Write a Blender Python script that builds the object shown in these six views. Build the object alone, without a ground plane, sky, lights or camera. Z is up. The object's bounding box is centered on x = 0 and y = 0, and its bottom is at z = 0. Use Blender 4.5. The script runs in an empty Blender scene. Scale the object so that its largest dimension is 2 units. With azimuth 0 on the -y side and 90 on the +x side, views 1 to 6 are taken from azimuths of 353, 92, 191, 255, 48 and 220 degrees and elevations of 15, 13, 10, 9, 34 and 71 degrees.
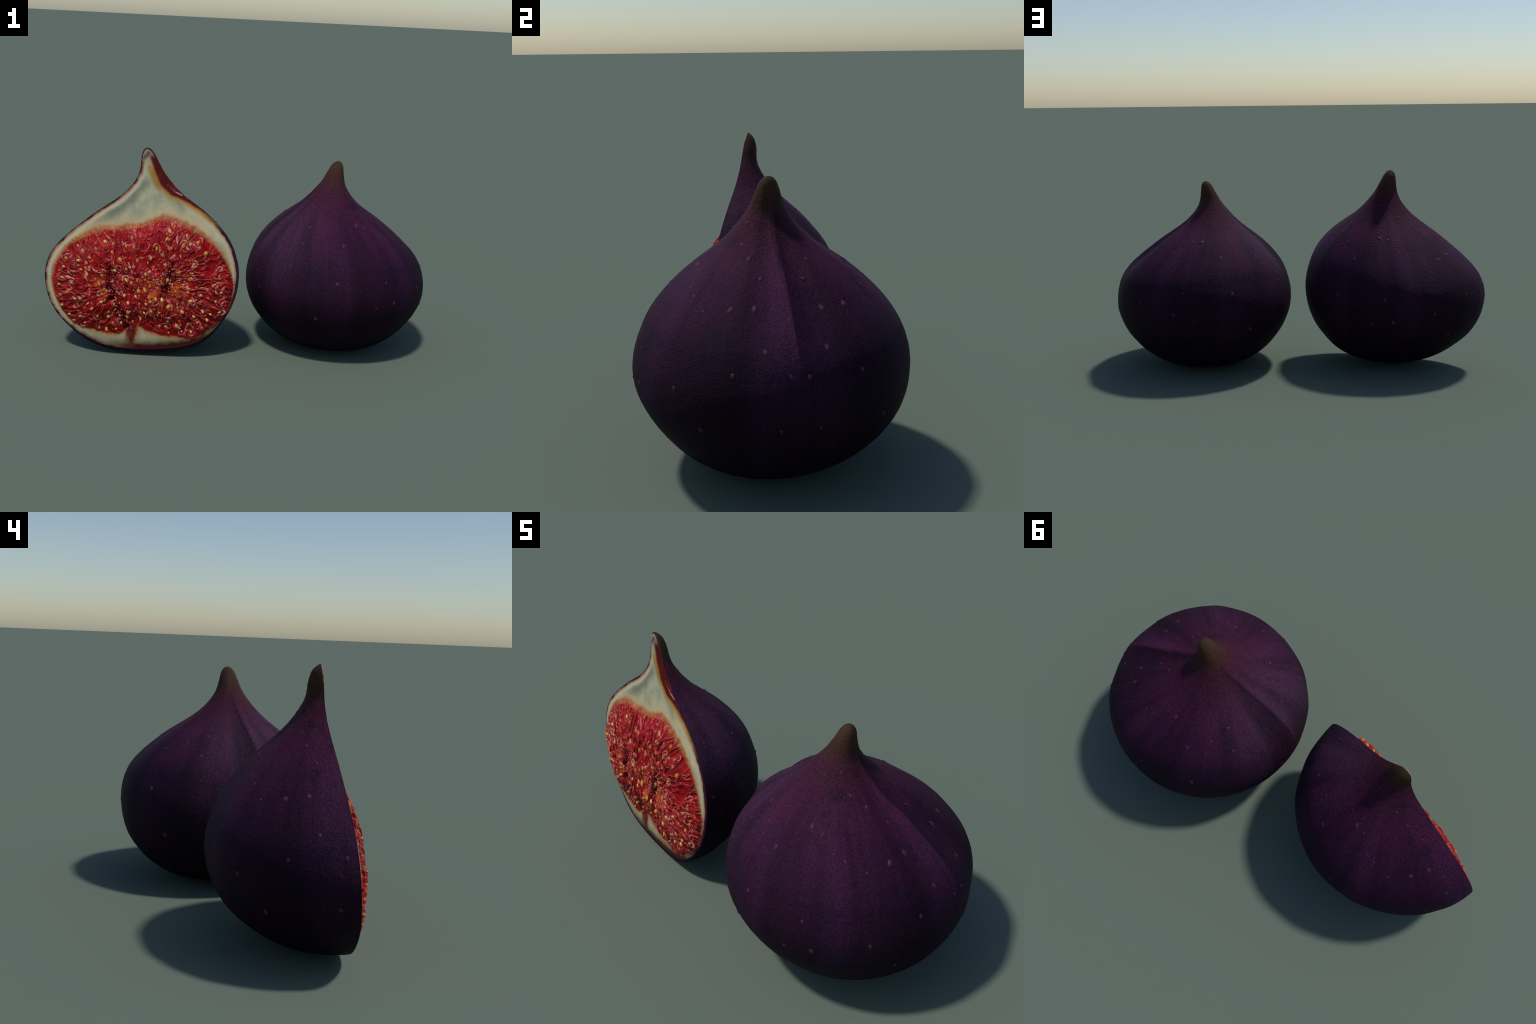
# Two ripe figs: one whole, one halved with its cut face towards -y.
import bpy, math, random
import numpy as np
from mathutils import Matrix, Vector

random.seed(7)
rng = np.random.default_rng(11)

# ------------------------------------------------------------------ helpers
def hermite(xs, ys, x):
    """smooth curve through evenly spaced control points"""
    ys = np.asarray(ys, float); n = len(xs); h = xs[1] - xs[0]; m = np.gradient(ys, h)
    i = np.clip(((x - xs[0]) / h).astype(int), 0, n - 2)
    t = np.clip((x - xs[i]) / h, 0, 1)
    return (ys[i] * (2*t**3 - 3*t**2 + 1) + h*m[i] * (t**3 - 2*t**2 + t)
            + ys[i+1] * (-2*t**3 + 3*t**2) + h*m[i+1] * (t**3 - t**2))

def smooth(a, b, x):
    t = np.clip((x - a) / (b - a), 0, 1)
    return t*t*(3 - 2*t)

PERM = rng.permutation(256); PERM = np.concatenate([PERM, PERM, PERM])
GRAD = rng.normal(size=(256, 3)); GRAD /= np.linalg.norm(GRAD, axis=1)[:, None]
def noise(x, y, z=0.0):
    """gradient noise, about -1..1"""
    x, y, z = np.broadcast_arrays(np.asarray(x, float), np.asarray(y, float), np.asarray(z, float))
    xi, yi, zi = np.floor(x).astype(int), np.floor(y).astype(int), np.floor(z).astype(int)
    fx, fy, fz = x - xi, y - yi, z - zi
    w = lambda t: t*t*t*(t*(6*t - 15) + 10)
    u, v, k = w(fx), w(fy), w(fz)
    out = 0.0
    for dx in (0, 1):
        for dy in (0, 1):
            for dz in (0, 1):
                g = GRAD[PERM[PERM[PERM[(xi+dx) & 255] + ((yi+dy) & 255)] + ((zi+dz) & 255)]]
                d = g[..., 0]*(fx-dx) + g[..., 1]*(fy-dy) + g[..., 2]*(fz-dz)
                out = out + d * (u if dx else 1-u) * (v if dy else 1-v) * (k if dz else 1-k)
    return out * 1.6

def seg_dist(x, y, a, b):
    ax, ay = a; bx, by = b
    t = np.clip(((x-ax)*(bx-ax) + (y-ay)*(by-ay)) / ((bx-ax)**2 + (by-ay)**2), 0, 1)
    return np.hypot(x - ax - t*(bx-ax), y - ay - t*(by-ay)), t

# ------------------------------------------------------------------ fig body
class Body:
    """a leaning body of revolution: radius profile over polar angle, wandering
    axis, slight elliptical and three-lobed cross-sections"""
    def __init__(s, z, g, ax, ay, c2, s2, c3, s3, seam):
        s.z, s.g, s.ax, s.ay, s.c2, s.s2, s.c3, s.s3, s.seam = z, g, ax, ay, c2, s2, c3, s3, seam
        s.th = np.linspace(0, math.pi, len(g)); s.az = np.linspace(0, 1, len(ax))
    def lobes(s, t, ph):
        L = lambda a: np.interp(t, np.linspace(0, 1, len(a)), a)
        return (1 + L(s.c2)*np.cos(2*ph) + L(s.s2)*np.sin(2*ph)
                + L(s.c3)*np.cos(3*ph) + L(s.s3)*np.sin(3*ph))
    def radius(s, th):
        return np.sin(th) * np.maximum(hermite(s.th, s.g, th), 0.02)
    def centre(s, t):
        return hermite(s.az, s.ax, t), hermite(s.az, s.ay, t)
    def point(s, th, ph):
        t = (1 - np.cos(th)) / 2
        R = s.radius(th) * s.lobes(t, ph); cx, cy = s.centre(t)
        return np.stack([cx + R*np.cos(ph), cy + R*np.sin(ph), s.z[0] + t*(s.z[1]-s.z[0])], -1)
    def polar(s, X):
        t = (X[..., 2] - s.z[0]) / (s.z[1] - s.z[0]); tc = np.clip(t, 0, 1)
        cx, cy = s.centre(tc); x, y = X[..., 0]-cx, X[..., 1]-cy
        return t, np.arctan2(y, x), np.hypot(x, y)
    def inside(s, X):
        t, ph, rho = s.polar(X); tc = np.clip(t, 0, 1)
        th = np.arccos(np.clip(1 - 2*tc, -1, 1))
        return (rho < s.radius(th) * s.lobes(tc, ph)) & (t > 0) & (t < 1)
    def psi(s, ph):
        """angle from the seam, 0..pi, the same on both sides of it"""
        return np.abs((ph - s.seam + math.pi) % (2*math.pi) - math.pi)

WHOLE = Body((0.0062, 1.0035),
    (0.877, 0.786, 0.638, 0.567, 0.534, 0.507, 0.4695, 0.412, 0.312, 0.180, 0.106, 0.091, 0.103, 0.117),
    (0.516, 0.519, 0.522, 0.516, 0.484, 0.472, 0.4995), (0.006, 0.009, -0.002, 0.001, -0.006, -0.013, -0.004),
    (0.002, 0, -0.022), (-0.027, 0.012, -0.05), (0.004, -0.019), (-0.008, 0.003), 0.218)
HALF = Body((0.0016, 1.0067),
    (0.831, 0.7515, 0.626, 0.5535, 0.528, 0.503, 0.472, 0.414, 0.310, 0.174, 0.103, 0.093, 0.103, 0.104),
    (0.5085, 0.527, 0.529, 0.520, 0.484, 0.463, 0.484), (-0.003, 0.008, 0.007, 0.003, -0.010, -0.022, -0.021),
    (0.006, -0.005, -0.046), (-0.019, 0.0305, -0.037), (0.001, 0.022), (0.011, 0), 0.25)

def relief(t, psi, R, seam, side=-1.0):
    """soft lengthwise ribs, the keel where the seam runs, lumps"""
    px, py = np.cos(psi)*3.0, np.sin(psi)*3.0
    fade = smooth(0.12, 0.45, t) * (1 - smooth(0.70, 0.86, t))
    ribs = (0.8*np.cos(psi*11.5 + 3.0*noise(px*.5, py*.5, t*1.2)) + 0.8*noise(px*1.6, py*1.6, t*0.9 + 5))
    d = 0.0014 * fade * ribs
    qx, qy = np.cos(psi)*R, np.sin(psi)*R
    d = d + 0.0004 * noise(qx*9, qy*9, t*9 + 4)
    d = d + 0.0005 * noise(qx*34, qy*34, t*30 + 3) + 0.00055 * noise(qx*85, qy*85, t*75 + 9)
    if seam:
        for p, k in ((psi, 1.0), (math.pi - psi, 0.8)):
            up = (.22*smooth(.30, .45, t) + .78*smooth(0.46, 0.66, t))*(1 - smooth(.95, 1, t))
            x = p/0.20
            d = d - (0.045 + .015*side) * R * k * up * x*np.exp((1 - x*x)/2)
            d = d - 0.0022 * up * smooth(.5, .7, t) * np.exp(-(p*R/0.0028)**2) * (0.5 + 0.5*noise(t*14, k*9) + .4)
    return d

def vertex_normals(V, F):
    n = np.zeros_like(V)
    a, b, c, d = (V[F[:, i]] for i in range(4))
    fn = np.cross(c - a, d - b)
    for k in range(3):
        n[:, k] = sum(np.bincount(F[:, i], fn[:, k], len(V)) for i in range(4))
    return n / np.maximum(np.linalg.norm(n, axis=1), 1e-12)[:, None]

def mesh_object(name, V, F, N, mat, parent):
    """quads in; unused vertices dropped; keeps the whole body's normals"""
    used = np.unique(F); idx = np.full(len(V), -1); idx[used] = np.arange(len(used))
    V, F = V[used], idx[F]
    me = bpy.data.meshes.new(name)
    me.vertices.add(len(V)); me.vertices.foreach_set("co", V.astype(np.float32).ravel())
    me.loops.add(F.size); me.loops.foreach_set("vertex_index", F.astype(np.int32).ravel())
    me.polygons.add(len(F)); me.polygons.foreach_set("loop_start", (np.arange(len(F))*4).astype(np.int32))
    me.update(calc_edges=True); me.validate()
    me.polygons.foreach_set("use_smooth", np.ones(len(me.polygons), bool))
    if N is not None:
        me.normals_split_custom_set_from_vertices(N[used].astype(np.float32).tolist())
    me.materials.append(mat)
    o = bpy.data.objects.new(name, me); bpy.context.scene.collection.objects.link(o)
    o.parent = parent
    return o

def grid_faces(nr, nc, wrap):
    i = np.arange(nr-1)[:, None]; j = np.arange(nc if wrap else nc-1)[None]
    j2 = (j+1) % nc
    return np.stack([i*nc + j, i*nc + j2, (i+1)*nc + j2, (i+1)*nc + j], -1).reshape(-1, 4)

def empty(name, label, category, M):
    o = bpy.data.objects.new(name, None); bpy.context.scene.collection.objects.link(o)
    o.matrix_world = M; o["label"] = label; o["category"] = category
    return o

# ------------------------------------------------------------------ node kit
class Nodes:
    def __init__(s, name):
        s.m = bpy.data.materials.new(name); s.m.use_nodes = True
        s.t = s.m.node_tree; s.t.nodes.clear()
        s.out = s.t.nodes.new("ShaderNodeOutputMaterial")
        s.b = s.t.nodes.new("ShaderNodeBsdfPrincipled")
        s.link(s.b.outputs[0], s.out.inputs[0])
    def new(s, k): return s.t.nodes.new(k)
    def link(s, a, b): s.t.links.new(a, b)
    def put(s, sock, v):
        if hasattr(v, "is_output"): s.link(v, sock)
        else: sock.default_value = v
    def math(s, op, a, b=0.0, c=None, clamp=False):
        n = s.new("ShaderNodeMath"); n.operation = op; n.use_clamp = clamp
        s.put(n.inputs[0], a); s.put(n.inputs[1], b)
        if c is not None: s.put(n.inputs[2], c)
        return n.outputs[0]
    def step(s, a, b, x):
        n = s.new("ShaderNodeMapRange"); n.interpolation_type = 'SMOOTHSTEP'
        s.put(n.inputs[0], x); s.put(n.inputs[1], a); s.put(n.inputs[2], b)
        return n.outputs[0]
    def lin(s, x, a, b, c, d):
        n = s.new("ShaderNodeMapRange"); s.put(n.inputs[0], x)
        for i, v in enumerate((a, b, c, d)): s.put(n.inputs[i+1], v)
        return n.outputs[0]
    def coord(s):
        return s.new("ShaderNodeTexCoord").outputs["Object"]
    def mapping(s, v, loc=(0, 0, 0), rot=(0, 0, 0), scale=(1, 1, 1)):
        n = s.new("ShaderNodeMapping"); s.put(n.inputs[0], v)
        n.inputs[1].default_value = loc; n.inputs[2].default_value = rot; n.inputs[3].default_value = scale
        return n.outputs[0]
    def xyz(s, v):
        n = s.new("ShaderNodeSeparateXYZ"); s.put(n.inputs[0], v); return n.outputs
    def vec(s, x, y, z):
        n = s.new("ShaderNodeCombineXYZ")
        for i, q in enumerate((x, y, z)): s.put(n.inputs[i], q)
        return n.outputs[0]
    def noise(s, v, scale, detail=2.0, rough=0.5, dist=0.0):
        n = s.new("ShaderNodeTexNoise"); s.put(n.inputs["Vector"], v)
        n.inputs["Scale"].default_value = scale; n.inputs["Detail"].default_value = detail
        n.inputs["Roughness"].default_value = rough; n.inputs["Distortion"].default_value = dist
        return n.outputs[0]
    def voronoi(s, v, scale, feature='F1', rand=1.0):
        n = s.new("ShaderNodeTexVoronoi"); s.put(n.inputs["Vector"], v); n.feature = feature
        n.inputs["Scale"].default_value = scale; n.inputs["Randomness"].default_value = rand
        return n.outputs["Distance"]
    def ramp(s, f, stops):
        n = s.new("ShaderNodeValToRGB"); s.put(n.inputs[0], f); e = n.color_ramp.elements
        while len(e) < len(stops): e.new(0.5)
        for k, (p, c) in zip(e, stops): k.position = p; k.color = (*c, 1)
        return n.outputs[0]
    def mix(s, f, a, b, mode='MIX'):
        n = s.new("ShaderNodeMix"); n.data_type = 'RGBA'; n.blend_type = mode
        s.put(n.inputs[0], f)
        for k, v in ((6, a), (7, b)):
            s.put(n.inputs[k], (*v, 1) if isinstance(v, tuple) else v)
        return n.outputs[2]
    def capsule(s, x, y, a, b):
        """distance to a line segment in the plane of x and y"""
        dx, dy = b[0]-a[0], b[1]-a[1]; L = dx*dx + dy*dy
        px, py = s.math('SUBTRACT', x, a[0]), s.math('SUBTRACT', y, a[1])
        t = s.math('MULTIPLY_ADD', px, dx/L, s.math('MULTIPLY', py, dy/L), clamp=True)
        qx = s.math('MULTIPLY_ADD', t, -dx, px); qy = s.math('MULTIPLY_ADD', t, -dy, py)
        return s.math('SQRT', s.math('MULTIPLY_ADD', qx, qx, s.math('MULTIPLY', qy, qy)))
    def polyline(s, x, y, pts):
        d = None
        for a, b in zip(pts[:-1], pts[1:]):
            k = s.capsule(x, y, a, b); d = k if d is None else s.math('MINIMUM', d, k)
        return d
    def curve(s, x, pts):
        n = s.new("ShaderNodeFloatCurve"); s.put(n.inputs[1], x); c = n.mapping.curves[0].points
        while len(c) < len(pts): c.new(0.5, 0.5)
        for p, q in zip(c, pts): p.location = q
        n.mapping.update(); return n.outputs[0]
    def bump(s, h, strength, dist):
        n = s.new("ShaderNodeBump"); n.inputs["Strength"].default_value = strength
        n.inputs["Distance"].default_value = dist; s.put(n.inputs["Height"], h)
        s.link(n.outputs[0], s.b.inputs["Normal"])
    def set(s, **k):
        for a, v in k.items():
            if isinstance(v, tuple) and len(v) == 3: v = (*v, 1)
            s.put(s.b.inputs[a.replace("_", " ")], v)

# ------------------------------------------------------------------ skin
def skin_material(name, body, to_body):
    """to_body: function adding the nodes that turn object coordinates into the
    fig's own upright frame"""
    k = Nodes(name); P = to_body(k, k.coord()); x, y, z = k.xyz(P)
    t = k.math('DIVIDE', k.math('SUBTRACT', z, body.z[0]), body.z[1]-body.z[0])
    lean = k.math('MULTIPLY', k.step(0.5, 0.8, t), 0.045)
    x = k.math('ADD', k.math('SUBTRACT', x, 0.518), lean)
    c, q = math.cos(body.seam), math.sin(body.seam)
    xs = k.math('MULTIPLY_ADD', x, c, k.math('MULTIPLY', y, q))
    yr = k.math('MULTIPLY_ADD', x, -q, k.math('MULTIPLY', y, c)); ys = k.math('ABSOLUTE', yr)
    rho = k.math('ADD', k.math('SQRT', k.math('MULTIPLY_ADD', xs, xs, k.math('MULTIPLY', ys, ys))), 1e-4)
    cx, cy = k.math('DIVIDE', xs, rho), k.math('DIVIDE', ys, rho)
    S = k.vec(cx, cy, k.math('MULTIPLY', t, 0.35))
    neck = k.step(.06, .36, rho)
    wide = k.math('ADD', .5, k.math('MULTIPLY', neck, k.math('SUBTRACT', k.noise(S, 3.1, 2, .5, .3), .5)))
    fine = k.math('ADD', .5, k.math('MULTIPLY', k.step(.08, .42, rho), k.math('SUBTRACT', k.noise(k.vec(cx, cy, k.math('MULTIPLY', t, 0.10)), 22, 3, .6), .5)))
    mott = k.noise(P, 9, 4, .6); speck = k.noise(P, 115, 4, .7)
    hz = k.math('ADD', t, k.math('MULTIPLY', k.math('SUBTRACT', k.noise(S, 7, 3, .6), .5), .10))
    col = k.ramp(hz, [(0.0, (.0070, .0024, .0055)), (.18, (.0100, .0032, .0088)), (.36, (.0160, .0046, .0142)),
                      (.52, (.0225, .0060, .0208)), (.66, (.0345, .0082, .0300)), (.77, (.044, .0092, .0290)),
                      (.855, (.046, .012, .024)), (.925, (.058, .025, .018)), (.97, (.066, .035, .020)), (1, (.056, .030, .019))])
    body_m = k.math('SUBTRACT', 1.0, k.step(.86, .93, t))
    blue = k.math('MULTIPLY', k.step(.52, .68, mott), k.math('MULTIPLY', body_m, .55))
    col = k.mix(blue, col, (.0110, .0056, .021))
    red = k.math('MULTIPLY', k.step(.52, .66, k.noise(S, 5.5, 3, .6, .5)), k.math('MULTIPLY', k.step(.45, .75, t), .5))
    col = k.mix(k.math('MULTIPLY', red, body_m), col, (.052, .0085, .030))
    bloom = k.math('MULTIPLY', k.step(-.35, -.98, cx), k.math('MULTIPLY', k.step(.30, .62, t), k.math('SUBTRACT', 1.0, k.step(.72, .86, t))))
    col = k.mix(k.math('MULTIPLY', bloom, k.lin(fine, .3, .7, .2, .6)), col, (.044, .022, .042))
    gain = k.math('MULTIPLY', k.lin(wide, .3, .7, .70, 1.50), k.lin(fine, .3, .7, .92, 1.08))
    if body is WHOLE:      # crease shading painted in: +y side darkened, sunward side brightened
        seam_shade = k.math('MULTIPLY', k.step(-.0025, .0025, yr), k.step(.55, .06, cy))
        seam_shade = k.math('MULTIPLY', seam_shade, k.math('MULTIPLY', k.step(.40, .60, t), k.step(.93, .87, t)))
        gain = k.math('MULTIPLY', gain, k.lin(seam_shade, 0, 1, 1, .62))
        seam_sunlit = k.math('MULTIPLY', k.step(.0025, -.0025, yr), k.step(.30, .0, cy))
        seam_sunlit = k.math('MULTIPLY', seam_sunlit, k.math('MULTIPLY', k.step(.40, .60, t), k.step(.93, .87, t)))
        gain = k.math('MULTIPLY', gain, k.lin(seam_sunlit, 0, 1, 1, 1.25))
    gain = k.math('MULTIPLY', gain, k.lin(speck, .3, .7, .52, 1.55))
    gain = k.mix(body_m, (1, 1, 1), k.vec(gain, gain, gain))
    col = k.mix(1.0, col, gain, 'MULTIPLY')
    # small red scuffs above the shoulder
    sc = k.math('MULTIPLY', k.step(.66, .74, k.noise(k.mapping(P, scale=(1, 1, 2.2)), 34, 3, .65)),
                k.math('MULTIPLY', k.step(.55, .68, t), k.math('SUBTRACT', 1.0, k.step(.76, .84, t))))
    col = k.mix(k.math('MULTIPLY', sc, k.math('MULTIPLY', k.step(.5, .6, mott), .7)), col, (.11, .008, .018))
    k.set(Base_Color=col, Roughness=k.lin(speck, .3, .7, .50, .66), Specular_IOR_Level=.06)
    grain = k.noise(k.mapping(P, scale=(1, 1, 1.4)), 120, 4, .65)
    fibre = k.noise(k.vec(cx, cy, k.math('MULTIPLY', t, 2.2)), 34, 2, .6)
    h = k.math('ADD', k.math('MULTIPLY', grain, .7), k.math('MULTIPLY', fibre, .15))
    k.bump(h, .9, .007)
    return k.m

def lenticel_material():
    k = Nodes("lenticel"); P = k.coord(); x, y, z = k.xyz(P)
    r = k.math('SQRT', k.math('MULTIPLY_ADD', x, x, k.math('MULTIPLY', y, y)))
    n = k.noise(P, 90, 3, .6)
    f = k.math('ADD', r, k.math('MULTIPLY', k.math('SUBTRACT', n, .5), .004))
    oi = k.new("ShaderNodeObjectInfo").outputs["Random"]
    core = k.mix(oi, (.080, .016, .028), (.084, .026, .042))
    col = k.mix(k.step(.0082, .0025, f), (.024, .0070, .025), core)
    k.set(Base_Color=col, Roughness=.55, Specular_IOR_Level=.12)
    k.bump(n, .3, .002)
    return k.m

def dome_mesh(name, mat, r=0.010, h=0.0030, rings=5, seg=18):
    V = [(0, 0, h)]; F = []
    for i in range(1, rings+1):
        q = i/rings
        for j in range(seg):
            a = 2*math.pi*j/seg; rr = r*q*(1 + .10*math.sin(2*a+1) + .06*math.sin(3*a))
            V.append((rr*math.cos(a), rr*math.sin(a), h*(math.cos(q*math.pi)*.5+.5) - .0009*q*q))
    for j in range(seg): F.append((0, 1+j, 1+(j+1) % seg))
    for i in range(rings-1):
        for j in range(seg):
            a, b = 1+i*seg+j, 1+i*seg+(j+1) % seg
            F.append((a, a+seg, b+seg, b))
    me = bpy.data.meshes.new(name); me.from_pydata(V, [], F); me.update()
    me.polygons.foreach_set("use_smooth", [True]*len(F)); me.materials.append(mat)
    return me

# lenticels: height along the fig, angle from the seam, size
LENTICELS = [(.273, 2.16, 1), (.285, .67, .9), (.30, .13, .7), (.34, 1.52, .6), (.36, 1.3, 1), (.366, 2.91, .8),
    (.407, .87, .8), (.443, 3.0, .7), (.457, 1.95, 1), (.464, .45, .8), (.466, .06, .8), (.47, 1.39, .7), (.514, 2.49, .7),
    (.532, .23, .8), (.616, .81, .6), (.623, 2.4, .8), (.624, .55, 1), (.627, 1.8, .8), (.63, 2.92, .7), (.631, .33, 1),
    (.651, 1.0, .8), (.665, 2.1, .8), (.667, 1.12, .6), (.693, 2.38, .8), (.704, .29, .7), (.705, 1.27, .8),
    (.706, 2.62, .7), (.708, 1.44, 1), (.749, .51, .8), (.781, .77, .7), (.838, 1.6, .6), (.852, .98, .6)]
r2 = random.Random(3)
SPECKS = [(r2.uniform(.3, .86), r2.uniform(.05, 3.09), r2.uniform(.25, .42)) for _ in range(46)]

def place_lenticels(parent, body, sides, to_local, mat, scale):
    """to_local(points in the fig's frame) -> points in the parent's frame"""
    big = dome_mesh("lenticel", mat); V, F, n = [], [], 0
    for side in sides:
        for lst, named in ((LENTICELS, True), (SPECKS, False)):
            for t, psi, sz in lst:
                jt = t + (r2.uniform(-.006, .006)); th = math.acos(1 - 2*jt); ph = body.seam + side*psi
                e = 1e-3
                pts = np.array([[th, ph], [th+e, ph], [th, ph+e]])
                p = body.point(pts[:, 0], pts[:, 1])
                R = np.hypot(p[0, 0]-body.ax[3], p[0, 1])
                d = relief(np.array([jt]), np.array([psi]), np.array([R]), len(sides) == 2, side)[0]
                p = to_local(p)
                if len(sides) == 1 and p[0, 1] < .018: continue      # cut away
                a, b = Vector(p[1]-p[0]).normalized(), Vector(p[2]-p[0]).normalized()
                c = to_local(np.array([[body.ax[3], 0.0, .42]]))[0]
                nrm = a.cross(b).normalized()
                if nrm.dot(Vector(p[0]-c)) < 0: nrm = -nrm
                a = (a - nrm*a.dot(nrm)).normalized(); b = nrm.cross(a)
                rot = Matrix((a, b, nrm)).transposed() @ Matrix.Rotation(r2.uniform(-.5, .5), 3, 'Z')
                k = sz * r2.uniform(1.3, 1.7) * scale
                el = r2.uniform(.95, 1.28)
                M = Matrix.Translation(Vector(p[0]) + nrm*(d - .0006)) @ (rot @ Matrix.Diagonal((k*el, k/el**.5, k))).to_4x4()
                if named:
                    o = bpy.data.objects.new("lenticel", big); bpy.context.scene.collection.objects.link(o)
                    o.parent = parent; o.matrix_local = M
                else:
                    for v in big.vertices: V.append(tuple(M @ v.co))
                    F += [tuple(i+n for i in f.vertices) for f in big.polygons]; n += len(big.vertices)
    k = Nodes("speck"); nn = k.noise(k.coord(), 60, 2)
    k.set(Base_Color=k.mix(nn, (.028, .008, .026), (.060, .018, .036)), Roughness=.55, Specular_IOR_Level=.1)
    me = bpy.data.meshes.new("specks"); me.from_pydata(V, [], F); me.update()
    me.polygons.foreach_set("use_smooth", [True]*len(F)); me.materials.append(k.m)
    o = bpy.data.objects.new("specks", me); bpy.context.scene.collection.objects.link(o)
    o.parent = parent; o["kind"] = "stuff"

LENT = lenticel_material()

# ------------------------------------------------------------------ whole fig
BASE = np.array([.516, .006, 0.0])
def build_whole():
    top = empty("whole_fig", "ripe dark purple fig standing upright with stem", "fig", Matrix.Translation((.516, .006, -.004)))
    nr, nc = 420, 880
    th = np.linspace(0.0, math.pi, nr)
    a = np.arange(nc)/nc*2*math.pi
    ph = a - .8*np.sin(2*a)/2 + WHOLE.seam          # rows of vertices gather at the seam
    TH, PH = np.meshgrid(th, ph, indexing='ij')
    X = WHOLE.point(TH, PH); t = (1-np.cos(TH))/2
    psi = WHOLE.psi(PH)
    V = X.reshape(-1, 3); F = grid_faces(nr, nc, True)
    N = vertex_normals(V, F)
    if (N * (V - [.516, 0, .4])).sum(1).mean() < 0: F = F[:, ::-1]; N = -N
    d = relief(t, psi, WHOLE.radius(TH), True, np.sign(np.sin(PH - WHOLE.seam))) * np.minimum(1, WHOLE.radius(TH)/.03)
    V = V + N * d.reshape(-1, 1)
    V[:nc] = V[:nc].mean(0); V[-nc:] = V[-nc:].mean(0)
    N = vertex_normals(V, F)
    N[:nc] = (0, 0, -1); N[-nc:] = (0, 0, 1)
    V = V - BASE
    mat = skin_material("fig_skin", WHOLE, lambda k, c: k.mapping(c, loc=BASE.tolist()))
    is_stem = np.repeat(t[:-1, 0] > .845, nc)
    mesh_object("skin", V, F[~is_stem], N, mat, top)
    mesh_object("stem", V, F[is_stem], N, mat, top)
    place_lenticels(top, WHOLE, (1, -1), lambda p: p - BASE, LENT, 1.0)

# ------------------------------------------------------------------ halved fig
# pose of the fig's own frame, and the plane of the cut
POS = np.array([-.4669, -.2767, .0249]); SIZE = 1.0349
w = np.array([-.1643, -.0462, .0521]); ROT = np.array(Matrix.Rotation(np.linalg.norm(w), 3, Vector(w)))
CUT_N = np.array([-.1579, -1, .1219]); CUT_N /= np.linalg.norm(CUT_N); CUT_D = .3261
AX = ROT[:, 2]; V_AX = AX - CUT_N*(AX@CUT_N); V_AX /= np.linalg.norm(V_AX)
U_AX = np.cross(V_AX, CUT_N); U_AX *= np.sign(U_AX[0])
ORIGIN = POS - CUT_N*(POS@CUT_N - CUT_D)
FRAME = np.stack([U_AX, -CUT_N, V_AX], 1)            # local x across, y into the fruit, z up the cut face

def half_to_body(p):      # local -> the fig's own frame (mirrored)
    q = ((p @ FRAME.T + ORIGIN - POS) @ ROT) / SIZE
    return q * [-1, 1, 1] + [.51, 0, 0]
def body_to_half(b):
    q = (b - [.51, 0, 0]) * [-1, 1, 1]
    return (q*SIZE @ ROT.T + POS - ORIGIN) @ FRAME

# pulp: outline as radius round its middle, by angle (from +x, anticlockwise)
PULP_C = (-.02, .36)
PULP_EDGE = [(-.48, .395), (-.453, .476), (-.383, .562), (-.299, .612), (-.225, .640), (-.116, .644), (-.015, .652),
    (.052, .672), (.096, .695), (.174, .670), (.259, .626), (.351, .545), (.406, .464), (.437, .391), (.442, .317),
    (.415, .222), (.34, .141), (.235, .070), (.155, .083), (.045, .099), (-.021, .122), (-.063, .155),
    (-.094, .135), (-.14, .103), (-.213, .109), (-.301, .132), (-.374, .155), (-.43, .223), (-.47, .306)]
pe = np.array(PULP_EDGE) - PULP_C
pa = np.arctan2(pe[:, 1], pe[:, 0]) % (2*math.pi); pr = np.hypot(pe[:, 0], pe[:, 1])
o_ = np.argsort(pa); pa, pr = pa[o_], pr[o_]
def pulp_radius(a):
    return np.interp(a % (2*math.pi), np.concatenate([[pa[-1]-2*math.pi], pa, [pa[0]+2*math.pi]]), np.concatenate([[pr[-1]], pr, [pr[0]]]))
SPLIT = ((-.080, .17), (-.088, .050))
CAVES = [((-.170, .435), (-.166, .30), .020, .020), ((-.166, .30), (-.105, .145), .017, .018),
         ((.137, .455), (.135, .40), .011, .018), ((.135, .40), (.100, .325), .018, .022), ((-.12, .42), (-.04, .40), .016, .008)]
CORE = ((-.165, .31), (.115, .37))

def pulp_depth(x, z):
    """how far inside the pulp (positive) a point of the cut face lies"""
    dx, dz = x - PULP_C[0], z - PULP_C[1]
    e = pulp_radius(np.arctan2(dz, dx)) - np.hypot(dx, dz)
    s, tt = seg_dist(x, z, *SPLIT)
    return np.maximum(e, .022 - .014*tt - s)

def flow(x, z):
    """direction of the strands: out from the core, wandering"""
    ax, az = CORE[0]; bx, bz = CORE[1]
    t = np.clip(((x-ax)*(bx-ax) + (z-az)*(bz-az)) / ((bx-ax)**2 + (bz-az)**2), 0, 1)
    dx, dz = x - ax - t*(bx-ax), z - az - t*(bz-az)
    a = np.arctan2(dz, dx) + 0.75*noise(x*9, z*9, 2.2) + .45*noise(x*24, z*24, 7.7)
    return np.cos(a), np.sin(a)

def streaks(x, z, scale, seed, steps=6, h=.0045):
    """noise smeared along the flow"""
    acc = noise(x*scale, z*scale, seed); n = 1
    for sgn in (1, -1):
        px, pz = x.copy(), z.copy()
        for i in range(steps):
            fx, fz = flow(px, pz); px = px + sgn*h*fx; pz = pz + sgn*h*fz
            acc = acc + noise(px*scale, pz*scale, seed); n += 1
    return acc / n**.6

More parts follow.
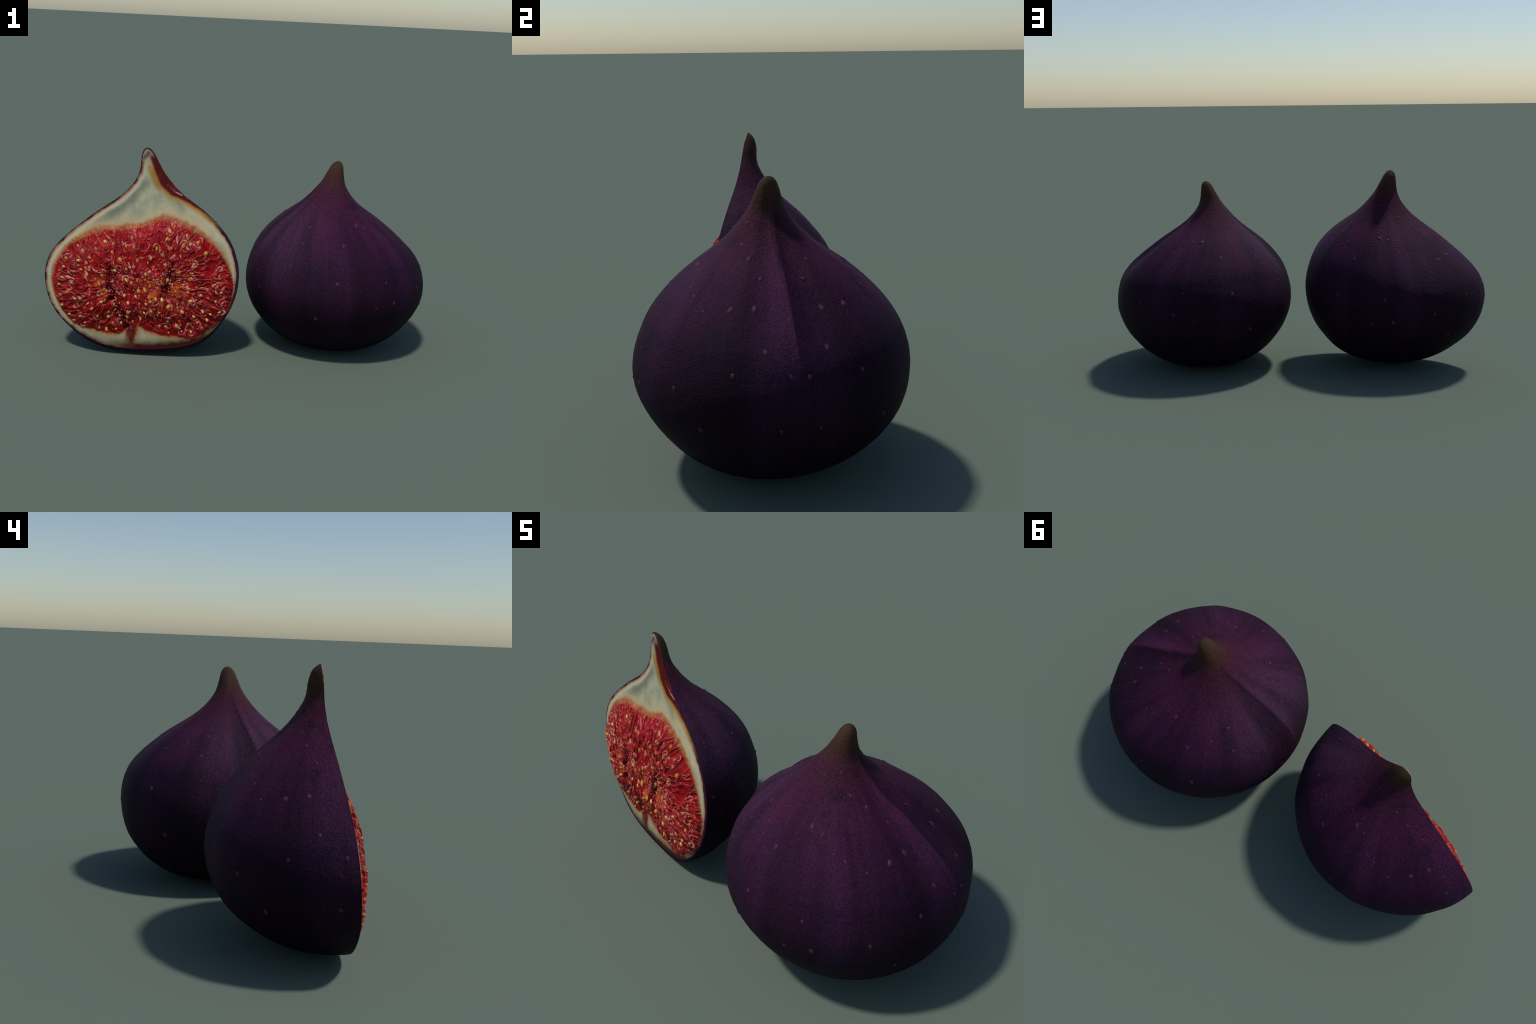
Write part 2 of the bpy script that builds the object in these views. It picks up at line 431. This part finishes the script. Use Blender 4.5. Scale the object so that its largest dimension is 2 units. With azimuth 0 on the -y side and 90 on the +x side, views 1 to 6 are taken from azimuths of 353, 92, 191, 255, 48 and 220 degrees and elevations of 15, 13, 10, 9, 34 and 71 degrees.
def face_height(x, z, dist):
    deep = pulp_depth(x, z) > -.006
    h = face_rind(x, z, dist)
    h[deep] = face_pulp(x[deep], z[deep], dist[deep])
    return h

def face_rind(x, z, dist):
    rim = -.009 * (1 - smooth(0, .055, dist))**1.5
    rind = .0012 * (noise(x*14, z*9, 5) + .5*noise(x*40, z*14, 6)) * smooth(.0, .05, dist)
    s, tt = seg_dist(x, z, *SPLIT)
    return rim + rind - .008*np.exp(-(s/.014)**2) * smooth(.16, .10, z)

def face_pulp(x, z, dist):
    """height of the cut face over the plane of the cut"""
    rim = -.009 * (1 - smooth(0, .055, dist))**1.5
    e = pulp_depth(x, z)
    inside = smooth(-.004, .012, e)
    dome = .053 * (1 - (1 - np.clip((e + .012)/.25, 0, 1))**2)
    dome = dome * (.40 + .60*smooth(.07, .27, z))
    dome = dome + smooth(.0, .06, e)*(.008*noise(x*9, z*9, 12) + .026*np.exp(-((x-.28)**2 + (z-.53)**2)/.006))
    cave = 0.0
    for a, b, wd, dp in CAVES:
        s, _ = seg_dist(x, z, a, b)
        s = s + .008*noise(x*40, z*40, 4)
        cave = cave - dp*np.exp(-(np.maximum(s, 0)/wd)**2)
    st = streaks(x, z, 46, 1.5)
    ridge = np.clip(1 - np.abs(st)*2.4, 0, 1)**1.5
    grain = noise(x*120, z*120, 3.1)
    core = np.exp(-(seg_dist(x, z, *CORE)[0]/.11)**2)
    rough = .0090*(ridge - .35) + .0022*st + (.0008 + .0018*core)*grain + .004*noise(x*16, z*16, 8)
    rind = (1 - inside) * .0012 * (noise(x*14, z*9, 5) + .5*noise(x*40, z*14, 6)) * smooth(.0, .05, dist)
    s, tt = seg_dist(x, z, *SPLIT)
    groove = -.008*np.exp(-(s/.014)**2) * smooth(.16, .10, z)
    return rim + inside*(dome + cave + rough) + rind + groove

# seeds that show singly: across, up
SEEDS = [(-.195, .578), (-.058, .594), (-.307, .534), (-.241, .541), (-.158, .526), (-.272, .502), (-.331, .487),
    (-.399, .495), (-.119, .489), (-.034, .483), (.065, .541), (.119, .588), (.128, .541), (.217, .601), (.237, .559),
    (.201, .554), (.311, .513), (.249, .461), (.272, .566), (-.384, .427), (-.319, .441), (-.273, .453), (-.290, .418),
    (-.213, .412), (-.229, .370), (-.412, .454), (-.092, .386), (-.066, .371), (-.001, .334), (.026, .353), (-.031, .329),
    (.074, .364), (.109, .459), (.114, .384), (.007, .414), (.176, .385), (.228, .390), (.349, .354), (.381, .311),
    (.349, .268), (.227, .275), (.275, .303), (.217, .321), (0, .263), (.052, .285), (-.088, .270), (-.294, .268),
    (-.222, .277), (-.194, .198), (-.187, .161), (-.397, .210), (-.338, .204), (-.432, .257), (-.436, .313),
    (-.395, .327), (-.370, .380), (-.420, .401), (-.360, .293), (-.033, .183), (-.011, .215), (-.090, .223), (-.098, .197),
    (.114, .247), (.183, .219), (.239, .194), (.092, .141), (.149, .143), (.367, .209), (.304, .172), (.283, .218),
    (.274, .134), (-.212, .128), (-.249, .139), (-.374, .179), (.177, .423), (.038, .495), (-.147, .435), (.218, .108),
    (-.139, .202), (.133, .626), (-.105, .309), (-.248, .203)]

def flesh_material():
    k = Nodes("fig_flesh"); P = k.coord(); x, y, z = k.xyz(P)
    h = k.math('MULTIPLY_ADD', k.step(.84, 1.02, z), -.009, k.math('MULTIPLY', y, -1.0))
    geo = k.new("ShaderNodeNewGeometry"); point = geo.outputs["Pointiness"]
    # --- polar coordinates round the pulp
    dx, dz = k.math('SUBTRACT', x, PULP_C[0]), k.math('SUBTRACT', z, PULP_C[1])
    r = k.math('SQRT', k.math('MULTIPLY_ADD', dx, dx, k.math('MULTIPLY', dz, dz)))
    a = k.math('DIVIDE', k.math('ARCTAN2', dz, dx), 2*math.pi)
    a = k.math('FRACT', k.math('ADD', a, 1.0))
    aa = np.linspace(0, 1, 37)
    edge = k.curve(a, [(float(q), float(pulp_radius(q*2*math.pi))) for q in aa])
    e = k.math('SUBTRACT', edge, r)
    mid0 = k.noise(P, 38, 3, .6)
    split = k.math('ADD', k.lin(z, .045, .16, .006, .034), k.math('MULTIPLY', k.math('SUBTRACT', mid0, .5), .06))
    split = k.math('SUBTRACT', split, k.capsule(x, z, *SPLIT))
    e = k.math('MAXIMUM', e, split)
    inv = k.math('DIVIDE', 1.0, k.math('ADD', r, .05))
    ca, sa = k.math('MULTIPLY', dx, inv), k.math('MULTIPLY', dz, inv)
    ray = k.noise(k.vec(ca, sa, k.math('MULTIPLY', r, .55)), 30, 4, .65, .3)      # fibres running outwards
    ray2 = k.noise(k.vec(ca, sa, k.math('MULTIPLY', r, 1.4)), 13, 3, .6, .8)
    big = k.noise(P, 7, 3, .55); mid = k.noise(P, 24, 3, .6); small = k.noise(P, 130, 2, .6)
    top = k.step(.55, .62, z)
    ragged = k.math('MULTIPLY', k.math('SUBTRACT', ray, .5), k.lin(top, 0, 1, .03, .05))
    e2 = k.math('ADD', e, ragged)
    pulp = k.step(k.lin(top, 0, 1, -.010, -.024), k.lin(top, 0, 1, .010, .030), e2)
    # --- rind
    grey = k.math('ADD', k.noise(k.mapping(P, scale=(1.6, 1, .7)), 6, 3, .55), 0.0)
    rind = k.ramp(grey, [(.25, (.22, .225, .155)), (.42, (.36, .365, .25)), (.58, (.49, .475, .315)), (.75, (.55, .46, .275))])
    mt = k.lin(k.noise(P, 17, 4, .6, .3), .3, .7, .80, 1.12); rind = k.mix(1.0, rind, k.vec(mt, mt, k.math('MULTIPLY', mt, .97)), 'MULTIPLY')
    low = k.step(.20, .10, z)
    rind = k.mix(k.math('MULTIPLY', low, .75), rind, k.mix(big, (.27, .28, .14), (.40, .41, .25)))  # lower rind tinted darker for the shading where the face curves under
    band = k.polyline(x, z, [(-.01, .86), (-.085, .782), (-.2, .702), (-.30, .640), (-.39, .565)])
    band = k.math('ADD', band, k.math('MULTIPLY', k.math('SUBTRACT', mid, .5), .03))
    rind = k.mix(k.math('MULTIPLY', k.step(.06, .01, band), .85), rind, (.165, .185, .135))
    warm = k.step(.085, .0, k.math('ABSOLUTE', k.math('ADD', e2, -.0)))
    rind = k.mix(k.math('MULTIPLY', k.math('MULTIPLY', warm, top), .75), rind, (.68, .50, .26))
    rind = k.mix(k.math('MULTIPLY', k.step(-.034, .004, e2), .85), rind, (.42, .13, .025))
    # rim: the height falls away to the skin
    hn = k.math('ADD', h, k.math('MULTIPLY', k.math('SUBTRACT', mid, .5), .0034))
    side = k.step(.10, .3, x)
    hr = k.math('SUBTRACT', hn, k.math('MULTIPLY', side, .0012))
    rimf = k.lin(hr, -.0092, -.0004, 0, 1)
    rim = k.ramp(rimf, [(0.0, (.030, .008, .016)), (.025, (.10, .030, .026)), (.09, (.30, .17, .10)), (.26, (.46, .34, .22)), (.55, (.50, .45, .30)), (1, (.48, .47, .33))])
    rind = k.mix(k.step(.98, .42, rimf), rind, rim)
    nick = k.math('ADD', k.capsule(x, z, (.038, 1.015), (.018, .990)), k.math('MULTIPLY', k.math('SUBTRACT', mid, .5), .01))
    rind = k.mix(k.step(.0, .05, k.math('SUBTRACT', z, .955)), rind, k.mix(k.step(.014, .005, nick), (.30, .21, .155), (.09, .088, .068)))
    # dark red skin flap down the right of the neck
    flap = k.polyline(x, z, [(.066, 1.02), (.088, .94), (.112, .87), (.15, .822), (.235, .772), (.315, .71), (.385, .62)])
    flap = k.math('ADD', flap, k.math('MULTIPLY', k.math('SUBTRACT', mid, .5), .012))
    wide = k.lin(z, .60, .86, -.012, .024)
    f1 = k.math('SUBTRACT', flap, wide)
    fr = k.math('MULTIPLY', k.step(.985, .93, z), k.step(.60, .72, z))
    rind = k.mix(k.math('MULTIPLY', k.step(.044, .004, f1), fr), rind, (.40, .20, .05))
    rind = k.mix(k.math('MULTIPLY', k.step(.012, -.006, f1), k.step(1.022, .985, z)), rind, k.mix(k.noise(P, 18, 3), (.036, .003, .004), (.15, .010, .007)))
    highlight_line = k.polyline(x, z, [(.128, .856), (.165, .818), (.225, .785)])  # pinkish highlight drawn in colour along the crease by the flap
    rind = k.mix(k.math('MULTIPLY', k.step(.006, .001, highlight_line), k.step(.4, .6, mid)), rind, (.45, .20, .18))
    # browning under the tip, grey nick at the tip
    br = k.math('ADD', k.polyline(x, z, [(.042, .94), (.062, .88), (.082, .84)]), k.math('MULTIPLY', k.math('SUBTRACT', mid, .5), .03))
    rind = k.mix(k.math('MULTIPLY', k.step(.022, .0, br), .7), rind, (.36, .20, .03))
    # split at the bottom stains dark
    rind = k.mix(k.math('MULTIPLY', k.step(.040, .008, k.math('ADD', k.capsule(x, z, (-.084, .15), (-.105, .0)), k.math('MULTIPLY', k.math('SUBTRACT', mid, .5), .03))), .9), rind, (.095, .030, .020))
    zb = k.math('SUBTRACT', k.math('MULTIPLY_ADD', k.math('MULTIPLY', x, x), -.52, z), .010)
    zb = k.math('ADD', zb, k.math('MULTIPLY', k.math('SUBTRACT', mid, .5), .035))
    sd = k.lin(k.step(-.24, -.05, x), 0, 1, .35, 1)
    rind = k.mix(k.math('MULTIPLY', k.step(.085, .035, zb), k.math('MULTIPLY', sd, .8)), rind, (.17, .13, .055))
    rind = k.mix(k.math('MULTIPLY', k.step(.050, .022, zb), sd), rind, (.060, .008, .009))
    # --- pulp
    red = k.ramp(k.math('MULTIPLY_ADD', k.math('SUBTRACT', big, .5), .7, mid), [(.22, (.085, .0006, .0015)), (.42, (.20, .0012, .003)), (.6, (.31, .002, .004)), (.78, (.42, .008, .007))])
    pk = k.capsule(x, z, (-.02, .625), (.12, .64))
    red = k.mix(k.math('MULTIPLY', k.step(.11, .0, pk), .5), red, (.50, .014, .035))
    hot = k.math('MINIMUM', k.capsule(x, z, (.17, .40), (.155, .27)), k.math('MINIMUM', k.capsule(x, z, (-.227, .365), (-.21, .345)), k.capsule(x, z, (.06, .27), (.02, .36))))
    hot = k.math('MULTIPLY', k.step(.075, .0, hot), k.step(.42, .62, mid))
    red = k.mix(k.math('MULTIPLY', hot, .85), red, (.52, .10, .008))
    # pale membranes between the florets
    web = k.math('ABSOLUTE', k.math('SUBTRACT', ray2, .5))
    web = k.math('MULTIPLY', k.step(.030, .006, web), k.step(.48, .62, k.noise(P, 15, 2)))
    red = k.mix(k.math('MULTIPLY', web, .45), red, (.58, .10, .09))
    red = k.mix(k.math('MULTIPLY', k.step(.515, .59, point), .60), red, (.58, .15, .12))  # ridge tops coloured pale, giving the pulp painted glints
    red = k.mix(k.math('MULTIPLY', k.step(.49, .42, point), .65), red, (.075, .0, .001))  # valley shadows baked into the red through low pointiness
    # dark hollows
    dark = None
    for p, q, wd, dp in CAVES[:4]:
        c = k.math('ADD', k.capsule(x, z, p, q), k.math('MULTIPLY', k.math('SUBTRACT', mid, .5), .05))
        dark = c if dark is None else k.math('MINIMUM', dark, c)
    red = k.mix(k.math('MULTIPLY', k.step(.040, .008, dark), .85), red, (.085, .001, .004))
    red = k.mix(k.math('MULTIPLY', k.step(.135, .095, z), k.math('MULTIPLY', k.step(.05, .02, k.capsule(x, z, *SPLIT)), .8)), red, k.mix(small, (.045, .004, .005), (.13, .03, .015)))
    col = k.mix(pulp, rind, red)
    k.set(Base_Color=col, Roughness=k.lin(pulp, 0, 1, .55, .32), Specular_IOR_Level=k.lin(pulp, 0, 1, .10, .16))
    b = k.math('MULTIPLY_ADD', ray2, k.lin(pulp, 0, 1, .15, .8), k.math('MULTIPLY', small, k.lin(pulp, 0, 1, .15, .3)))
    k.bump(b, .35, .006)
    return k.m

def strand_material():
    k = Nodes("pulp_strand"); oi = k.new("ShaderNodeObjectInfo").outputs["Random"]; P = k.coord()
    n = k.noise(P, 40, 3, .6)
    c = k.ramp(oi, [(0, (.38, .008, .012)), (.3, (.46, .035, .035)), (.55, (.55, .13, .11)), (.8, (.64, .24, .20)), (1, (.56, .22, .08))])
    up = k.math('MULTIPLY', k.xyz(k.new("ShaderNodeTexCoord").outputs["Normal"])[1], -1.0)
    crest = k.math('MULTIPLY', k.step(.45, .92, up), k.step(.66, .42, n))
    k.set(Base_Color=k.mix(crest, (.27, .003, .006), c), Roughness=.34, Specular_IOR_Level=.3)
    return k.m
def seed_material():
    k = Nodes("fig_seed"); oi = k.new("ShaderNodeObjectInfo").outputs["Random"]; P = k.coord()
    c = k.ramp(oi, [(0, (.52, .29, .05)), (.35, (.66, .38, .055)), (.6, (.60, .22, .03)), (.85, (.76, .56, .18)), (1, (.56, .14, .03))])
    x, y, z = k.xyz(P)
    c = k.mix(k.math('MULTIPLY', k.step(.001, .009, z), .8), c, (.36, .04, .012))
    c = k.mix(k.math('MULTIPLY', k.step(.5, .7, k.noise(P, 160, 2)), .35), c, (.34, .12, .02))
    k.set(Base_Color=c, Roughness=.35, Specular_IOR_Level=.4)
    return k.m
def glint_material():
    k = Nodes("glint_bead"); n = k.noise(k.coord(), 45, 2)
    k.set(Base_Color=k.ramp(n, [(.3, (.50, .03, .02)), (.5, (.66, .28, .13)), (.7, (.74, .52, .38))]), Roughness=.22, Coat_Weight=.5, Coat_Roughness=.1)
    return k.m

def build_half():
    M = Matrix([[*FRAME[i], ORIGIN[i]] for i in range(3)] + [[0, 0, 0, 1]])
    top = empty("halved_fig", "halved fig with red seedy pulp and pale rind", "fig", M)
    # outline of the cut, sampled evenly along its length
    C = np.array([-.03, 0, .37])
    def reach(D, hi=1.3, n=34):
        lo = np.zeros(D.shape[:-1]); up = np.full(D.shape[:-1], hi)
        for _ in range(n):
            m = (lo+up)/2; ins = HALF.inside(half_to_body(C + D*m[..., None]))
            lo = np.where(ins, m, lo); up = np.where(ins, up, m)
        return lo
    al = np.linspace(0, 2*math.pi, 6001)
    D = np.stack([np.cos(al), 0*al, np.sin(al)], -1); P = C + D*reach(D)[:, None]
    L = np.concatenate([[0], np.cumsum(np.linalg.norm(np.diff(P, axis=0), axis=1))])
    na, nb = 1500, 190
    al = np.interp(np.arange(na)/na*L[-1], L, al)
    be = (np.linspace(0, 1, nb)**1.75)*math.pi/2
    A, Bt = np.meshgrid(al, be)
    D = np.stack([np.cos(A)*np.cos(Bt), np.sin(Bt), np.sin(A)*np.cos(Bt)], -1)
    X = C + D*reach(D)[..., None]
    V = X.reshape(-1, 3); F = grid_faces(nb, na, True); N = vertex_normals(V, F)
    if (N*(V-C)).sum(1).mean() < 0: F = F[:, ::-1]; N = -N
    t, ph, rho = HALF.polar(half_to_body(V)); psi = HALF.psi(ph)
    V = V + N*(relief(t, psi, rho, False)*np.minimum(1, rho/.03))[:, None]
    # the edge of the cut is rounded over
    O2 = V[:na]; tan = np.roll(O2, -4, 0) - np.roll(O2, 4, 0); tan[:, 1] = 0
    inn = np.stack([-tan[:, 2], 0*tan[:, 0], tan[:, 0]], -1); inn /= np.linalg.norm(inn, axis=1)[:, None]
    if ((C - O2)*inn).sum() < 0: inn = -inn
    rr = .004 + .017*smooth(.20, .04, O2[:, 2]) + .008*smooth(.9, 1.0, O2[:, 2]); rr = np.tile(rr, nb)
    dl = np.clip(V[:, 1], 0, None); near = dl < rr
    q = np.clip(rr - dl, 0, None); push = rr - np.sqrt(np.maximum(rr*rr - q*q, 0))
    V = V + np.tile(inn, (nb, 1))*push[:, None]*.8
    V[:, 1] = np.where(V[:, 1] < .012, .012*.75 + V[:, 1]*.25, V[:, 1]); V[:na, 1] = .009
    V[:, 1] *= 1 + .30*smooth(.90, 1.02, V[:, 2])
    V[:, 2] += .003*smooth(.93, 1.03, V[:, 2])
    V[:, 2] -= .024*smooth(.985, 1.05, V[:, 2])*(1 - np.clip(V[:, 1]/.018, 0, 1))**2
    V[:, 1] -= .009*smooth(.84, 1.02, V[:, 2])*np.clip(1 - V[:, 1]/.08, 0, 1)
    # ---- cut face
    rim = V[:na].copy()
    nr = 270; rho_ = (1 - np.linspace(0, 1, nr)**1.12); rho_[-1] = .002
    Pf = C[None, None] + (rim - C)[None]*rho_[:, None, None]
    x, z = Pf[..., 0].ravel(), Pf[..., 2].ravel()
    seg = rim[::4]; dist = np.empty(len(x))
    for i in range(0, len(x), 20000):
        s = slice(i, i+20000)
        dist[s] = np.sqrt(((x[s, None]-seg[None, :, 0])**2 + (z[s, None]-seg[None, :, 2])**2).min(1))
    dist = np.maximum(dist - .0009, 0); dist[:na] = 0
    h = face_height(x, z, dist) + .009*smooth(.84, 1.02, z); h[:na] = -rim[:, 1]
    Vf = np.stack([x, -h, z], -1); Ff = grid_faces(nr, na, True); Nf = vertex_normals(Vf, Ff)
    if Nf[:, 1].mean() > 0: Ff = Ff[:, ::-1]; Nf = -Nf
    # ---- skin object
    N = vertex_normals(V, F)
    if (N*(V-C)).sum(1).mean() < 0: N = -N
    eu = Matrix(ROT.T @ FRAME).to_euler('XYZ'); off = (ORIGIN - POS) @ ROT
    def to_body(k, c):
        q = k.mapping(c, loc=off.tolist(), rot=tuple(eu))
        return k.mapping(q, loc=(.51, 0, 0), scale=(-1/SIZE, 1/SIZE, 1/SIZE))
    mat = skin_material("halved_fig_skin", HALF, to_body)
    tf = t[F].mean(1); stem = tf > .845
    mesh_object("skin", V, F[~stem], N, mat, top); mesh_object("stem", V, F[stem], N, mat, top)
    flesh = flesh_material()
    cx, cz = x[Ff].mean(1), z[Ff].mean(1)
    inp = pulp_depth(cx, cz) > 0
    mesh_object("rind", Vf, Ff[~inp], Nf, flesh, top)
    pulp = mesh_object("pulp", Vf, Ff[inp], Nf, flesh, top)
    place_lenticels(top, HALF, (1,), body_to_half, LENT, 1.03)

    gx, gz = np.linspace(-.53, .49, 341), np.linspace(0, .76, 261)
    GX, GZ = np.meshgrid(gx, gz, indexing='ij')
    G_h = face_height(GX.ravel(), GZ.ravel(), np.full(GX.size, .2)).reshape(GX.shape)
    G_d = pulp_depth(GX, GZ); G_fx, G_fz = flow(GX, GZ)
    def look(G, px, pz):
        px, pz = np.atleast_1d(np.asarray(px, float)), np.atleast_1d(np.asarray(pz, float))
        a = np.clip((px - gx[0])/(gx[1]-gx[0]), 0, len(gx)-1.001); b = np.clip((pz - gz[0])/(gz[1]-gz[0]), 0, len(gz)-1.001)
        i, j = a.astype(int), b.astype(int); a, b = a-i, b-j
        return (G[i, j]*(1-a) + G[i+1, j]*a)*(1-b) + (G[i, j+1]*(1-a) + G[i+1, j+1]*a)*b
    surf = lambda px, pz: look(G_h, px, pz)
    depth = lambda px, pz: look(G_d, px, pz)
    way = lambda px, pz: (look(G_fx, px, pz), look(G_fz, px, pz))
    # ---- seeds
    sm = seed_material(); metas = []
    for v in range(3):
        Vv, Fv = [], []; nu, nv = 14, 9
        for i in range(nv+1):
            a = math.pi*i/nv
            for j in range(nu):
                b = 2*math.pi*j/nu
                taper = 1 - (.22 + .1*v)*math.cos(a)*-1*(1 if math.cos(a) < 0 else .2)
                Vv.append((.0072*math.sin(a)*math.cos(b)*taper, .0066*math.sin(a)*math.sin(b)*taper, .0112*math.cos(a)))
        for i in range(nv):
            for j in range(nu):
                Fv.append((i*nu+j, i*nu+(j+1) % nu, (i+1)*nu+(j+1) % nu, (i+1)*nu+j))
        me = bpy.data.meshes.new("seed"); me.from_pydata(Vv, [], Fv); me.update(); me.validate()
        me.polygons.foreach_set("use_smooth", [True]*len(me.polygons)); me.materials.append(sm); metas.append(me)
    pts = [(a, b, 1.0) for a, b in SEEDS]
    r3 = random.Random(5)
    for _ in range(4000):
        if len(pts) > 125: break
        a, b = r3.uniform(-.47, .44), r3.uniform(.08, .66)
        if depth(a, b)[0] < .02: continue
        if min((a-p[0])**2 + (b-p[1])**2 for p in pts) < .027**2: continue
        pts.append((a, b, r3.uniform(.55, .8)))
    sx, sz = np.array([p[0] for p in pts]), np.array([p[1] for p in pts])
    fx, fz = way(sx, sz); sh = surf(sx, sz)
    for i, (a, b, sc) in enumerate(pts):
        ang = math.atan2(fz[i], fx[i]) + r3.gauss(0, .25)
        zax = Vector((math.cos(ang), r3.uniform(-.25, .25), math.sin(ang))).normalized()
        yax = Vector((0, 1, 0)); xax = yax.cross(zax).normalized(); yax = zax.cross(xax)
        k = sc*r3.uniform(1.08, 1.55)
        R = Matrix((xax, yax, zax)).transposed() @ Matrix.Diagonal((k*r3.uniform(.8, 1.1), k, k*r3.uniform(.85, 1.12)))
        o = bpy.data.objects.new("seed", metas[i % 3]); bpy.context.scene.collection.objects.link(o)
        o.parent = top; o.matrix_local = Matrix.Translation((a, -sh[i] + .0028*k, b)) @ R.to_4x4()
    # ---- strands: thin curled filaments lying in the pulp
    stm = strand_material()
    def tube(path, rad, name="pulp_strand"):
        """path in the plane of the cut; laid on the pulp"""
        path = np.array(path); n = len(path); hh = surf(path[:, 0], path[:, 1])
        hh = np.convolve(np.pad(hh, 2, 'edge'), np.ones(5)/5, 'valid')
        p3 = np.stack([path[:, 0], -hh + rad*.48, path[:, 1]], -1)
        T = np.gradient(p3, axis=0); T /= np.linalg.norm(T, axis=1)[:, None] + 1e-9
        S = np.cross(T, [0, 1, 0]); S /= np.linalg.norm(S, axis=1)[:, None] + 1e-9; U = np.cross(S, T)
        s = np.linspace(0, 1, n); wv = rad*np.clip(np.sin(np.clip(s*.96+.02, 0, 1)*math.pi), 0, 1)**.55
        wv = wv*(1 + .35*np.sin(s*r3.uniform(6, 13) + r3.uniform(0, 6)))
        ns = 8; ang = np.arange(ns)/ns*2*math.pi
        Vt = (p3[:, None] + wv[:, None, None]*(S[:, None]*np.cos(ang)[None, :, None]*1.5 + U[:, None]*np.sin(ang)[None, :, None])).reshape(-1, 3)
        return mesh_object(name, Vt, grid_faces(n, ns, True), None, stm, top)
    def follow(a, b, length, curl, sgn):
        p = [(a, b)]; n = max(8, int(length/.004)); st = length/n; rot = 0
        for i in range(n):
            fx, fz = way(a, b); rot += curl/n
            c, s = math.cos(rot), math.sin(rot); vx, vz = sgn*fx[0], sgn*fz[0]
            a, b = a + st*(c*vx - s*vz), b + st*(s*vx + c*vz)
            if depth(a, b)[0] < .004: break
            p.append((a, b))
        return p
    made = 0
    for i, (a, b, sc) in enumerate(pts):           # hairpins that wrap the seeds
        if r3.random() > .62: continue
        ang = math.atan2(fz[i], fx[i]); n = 15; path = []
        span = r3.uniform(.7, 1.5)*math.pi; st = r3.choice((-1, 1)); w0 = r3.uniform(.014, .019)*max(sc, .75); l0 = r3.uniform(.020, .030)
        off = r3.uniform(-.4, .4) + (0 if r3.random() < .7 else math.pi)
        for j in range(n):
            q = (j/(n-1) - .5)*span + off
            ex, ey = l0*math.cos(q), w0*math.sin(q)*st
            path.append((a + ex*math.cos(ang) - ey*math.sin(ang), b + ex*math.sin(ang) + ey*math.cos(ang)))
        if min(depth(np.array([p[0] for p in path]), np.array([p[1] for p in path]))) < .003: continue
        tube(path, r3.uniform(.0030, .0050)); made += 1
    starts = []
    for _ in range(9000):
        if made >= 298: break
        a, b = r3.uniform(-.48, .45), r3.uniform(.07, .68)
        d = depth(a, b)[0]
        if d < .006: continue
        if min((a-p[0])**2 + (b-p[1])**2 for p in starts) < .0205**2 if starts else False: continue
        if min((a-p[0])**2 + (b-p[1])**2 for p in pts) < .012**2: continue
        core = seg_dist(a, b, *CORE)[0]
        ln = r3.uniform(.022, .06)*(1.25 if core > .12 else .65)
        p = follow(a, b, ln, r3.gauss(0, .7) + (r3.choice((-2.2, 2.2)) if r3.random() < .22 else 0), -1)
        if len(p) < 6: continue
        starts.append((a, b)); tube(p, r3.uniform(.0028, .0070)); made += 1
    # ---- wet sparkles round the hollows, modelled as tiny pale beads
    Vg, Fg, n = [], [], 0
    gm = glint_material()
    pos = []
    for _ in range(260):
        a, b, wd, dp = r3.choice(CAVES); q = r3.random()
        pos.append((a[0]+(b[0]-a[0])*q + r3.gauss(0, .035), a[1]+(b[1]-a[1])*q + r3.gauss(0, .04)))
    for _ in range(60):
        pos.append((r3.uniform(-.46, .43), r3.uniform(.08, .66)))
    pos = np.array(pos); pos = pos[depth(pos[:, 0], pos[:, 1]) > .01]; hh = surf(pos[:, 0], pos[:, 1])
    for (a, b), q in zip(pos, hh):
        rad = r3.uniform(.0011, .0028); el = r3.uniform(1, 2.2); an = r3.uniform(0, 6.28)
        for i in range(5):
            p_ = math.pi*i/4
            for j in range(6):
                c_ = 2*math.pi*j/6
                lx, ly, lz = rad*math.sin(p_)*math.cos(c_), rad*math.sin(p_)*math.sin(c_), rad*el*math.cos(p_)
                Vg.append((a + lx*math.cos(an) - lz*math.sin(an), -q - rad*.4 + ly, b + lx*math.sin(an) + lz*math.cos(an)))
        for i in range(4):
            for j in range(6): Fg.append((n+i*6+j, n+i*6+(j+1) % 6, n+(i+1)*6+(j+1) % 6, n+(i+1)*6+j))
        n += 30
    o = mesh_object("glint_beads", np.array(Vg), np.array(Fg), None, gm, top); o["kind"] = "stuff"

build_whole()
build_half()
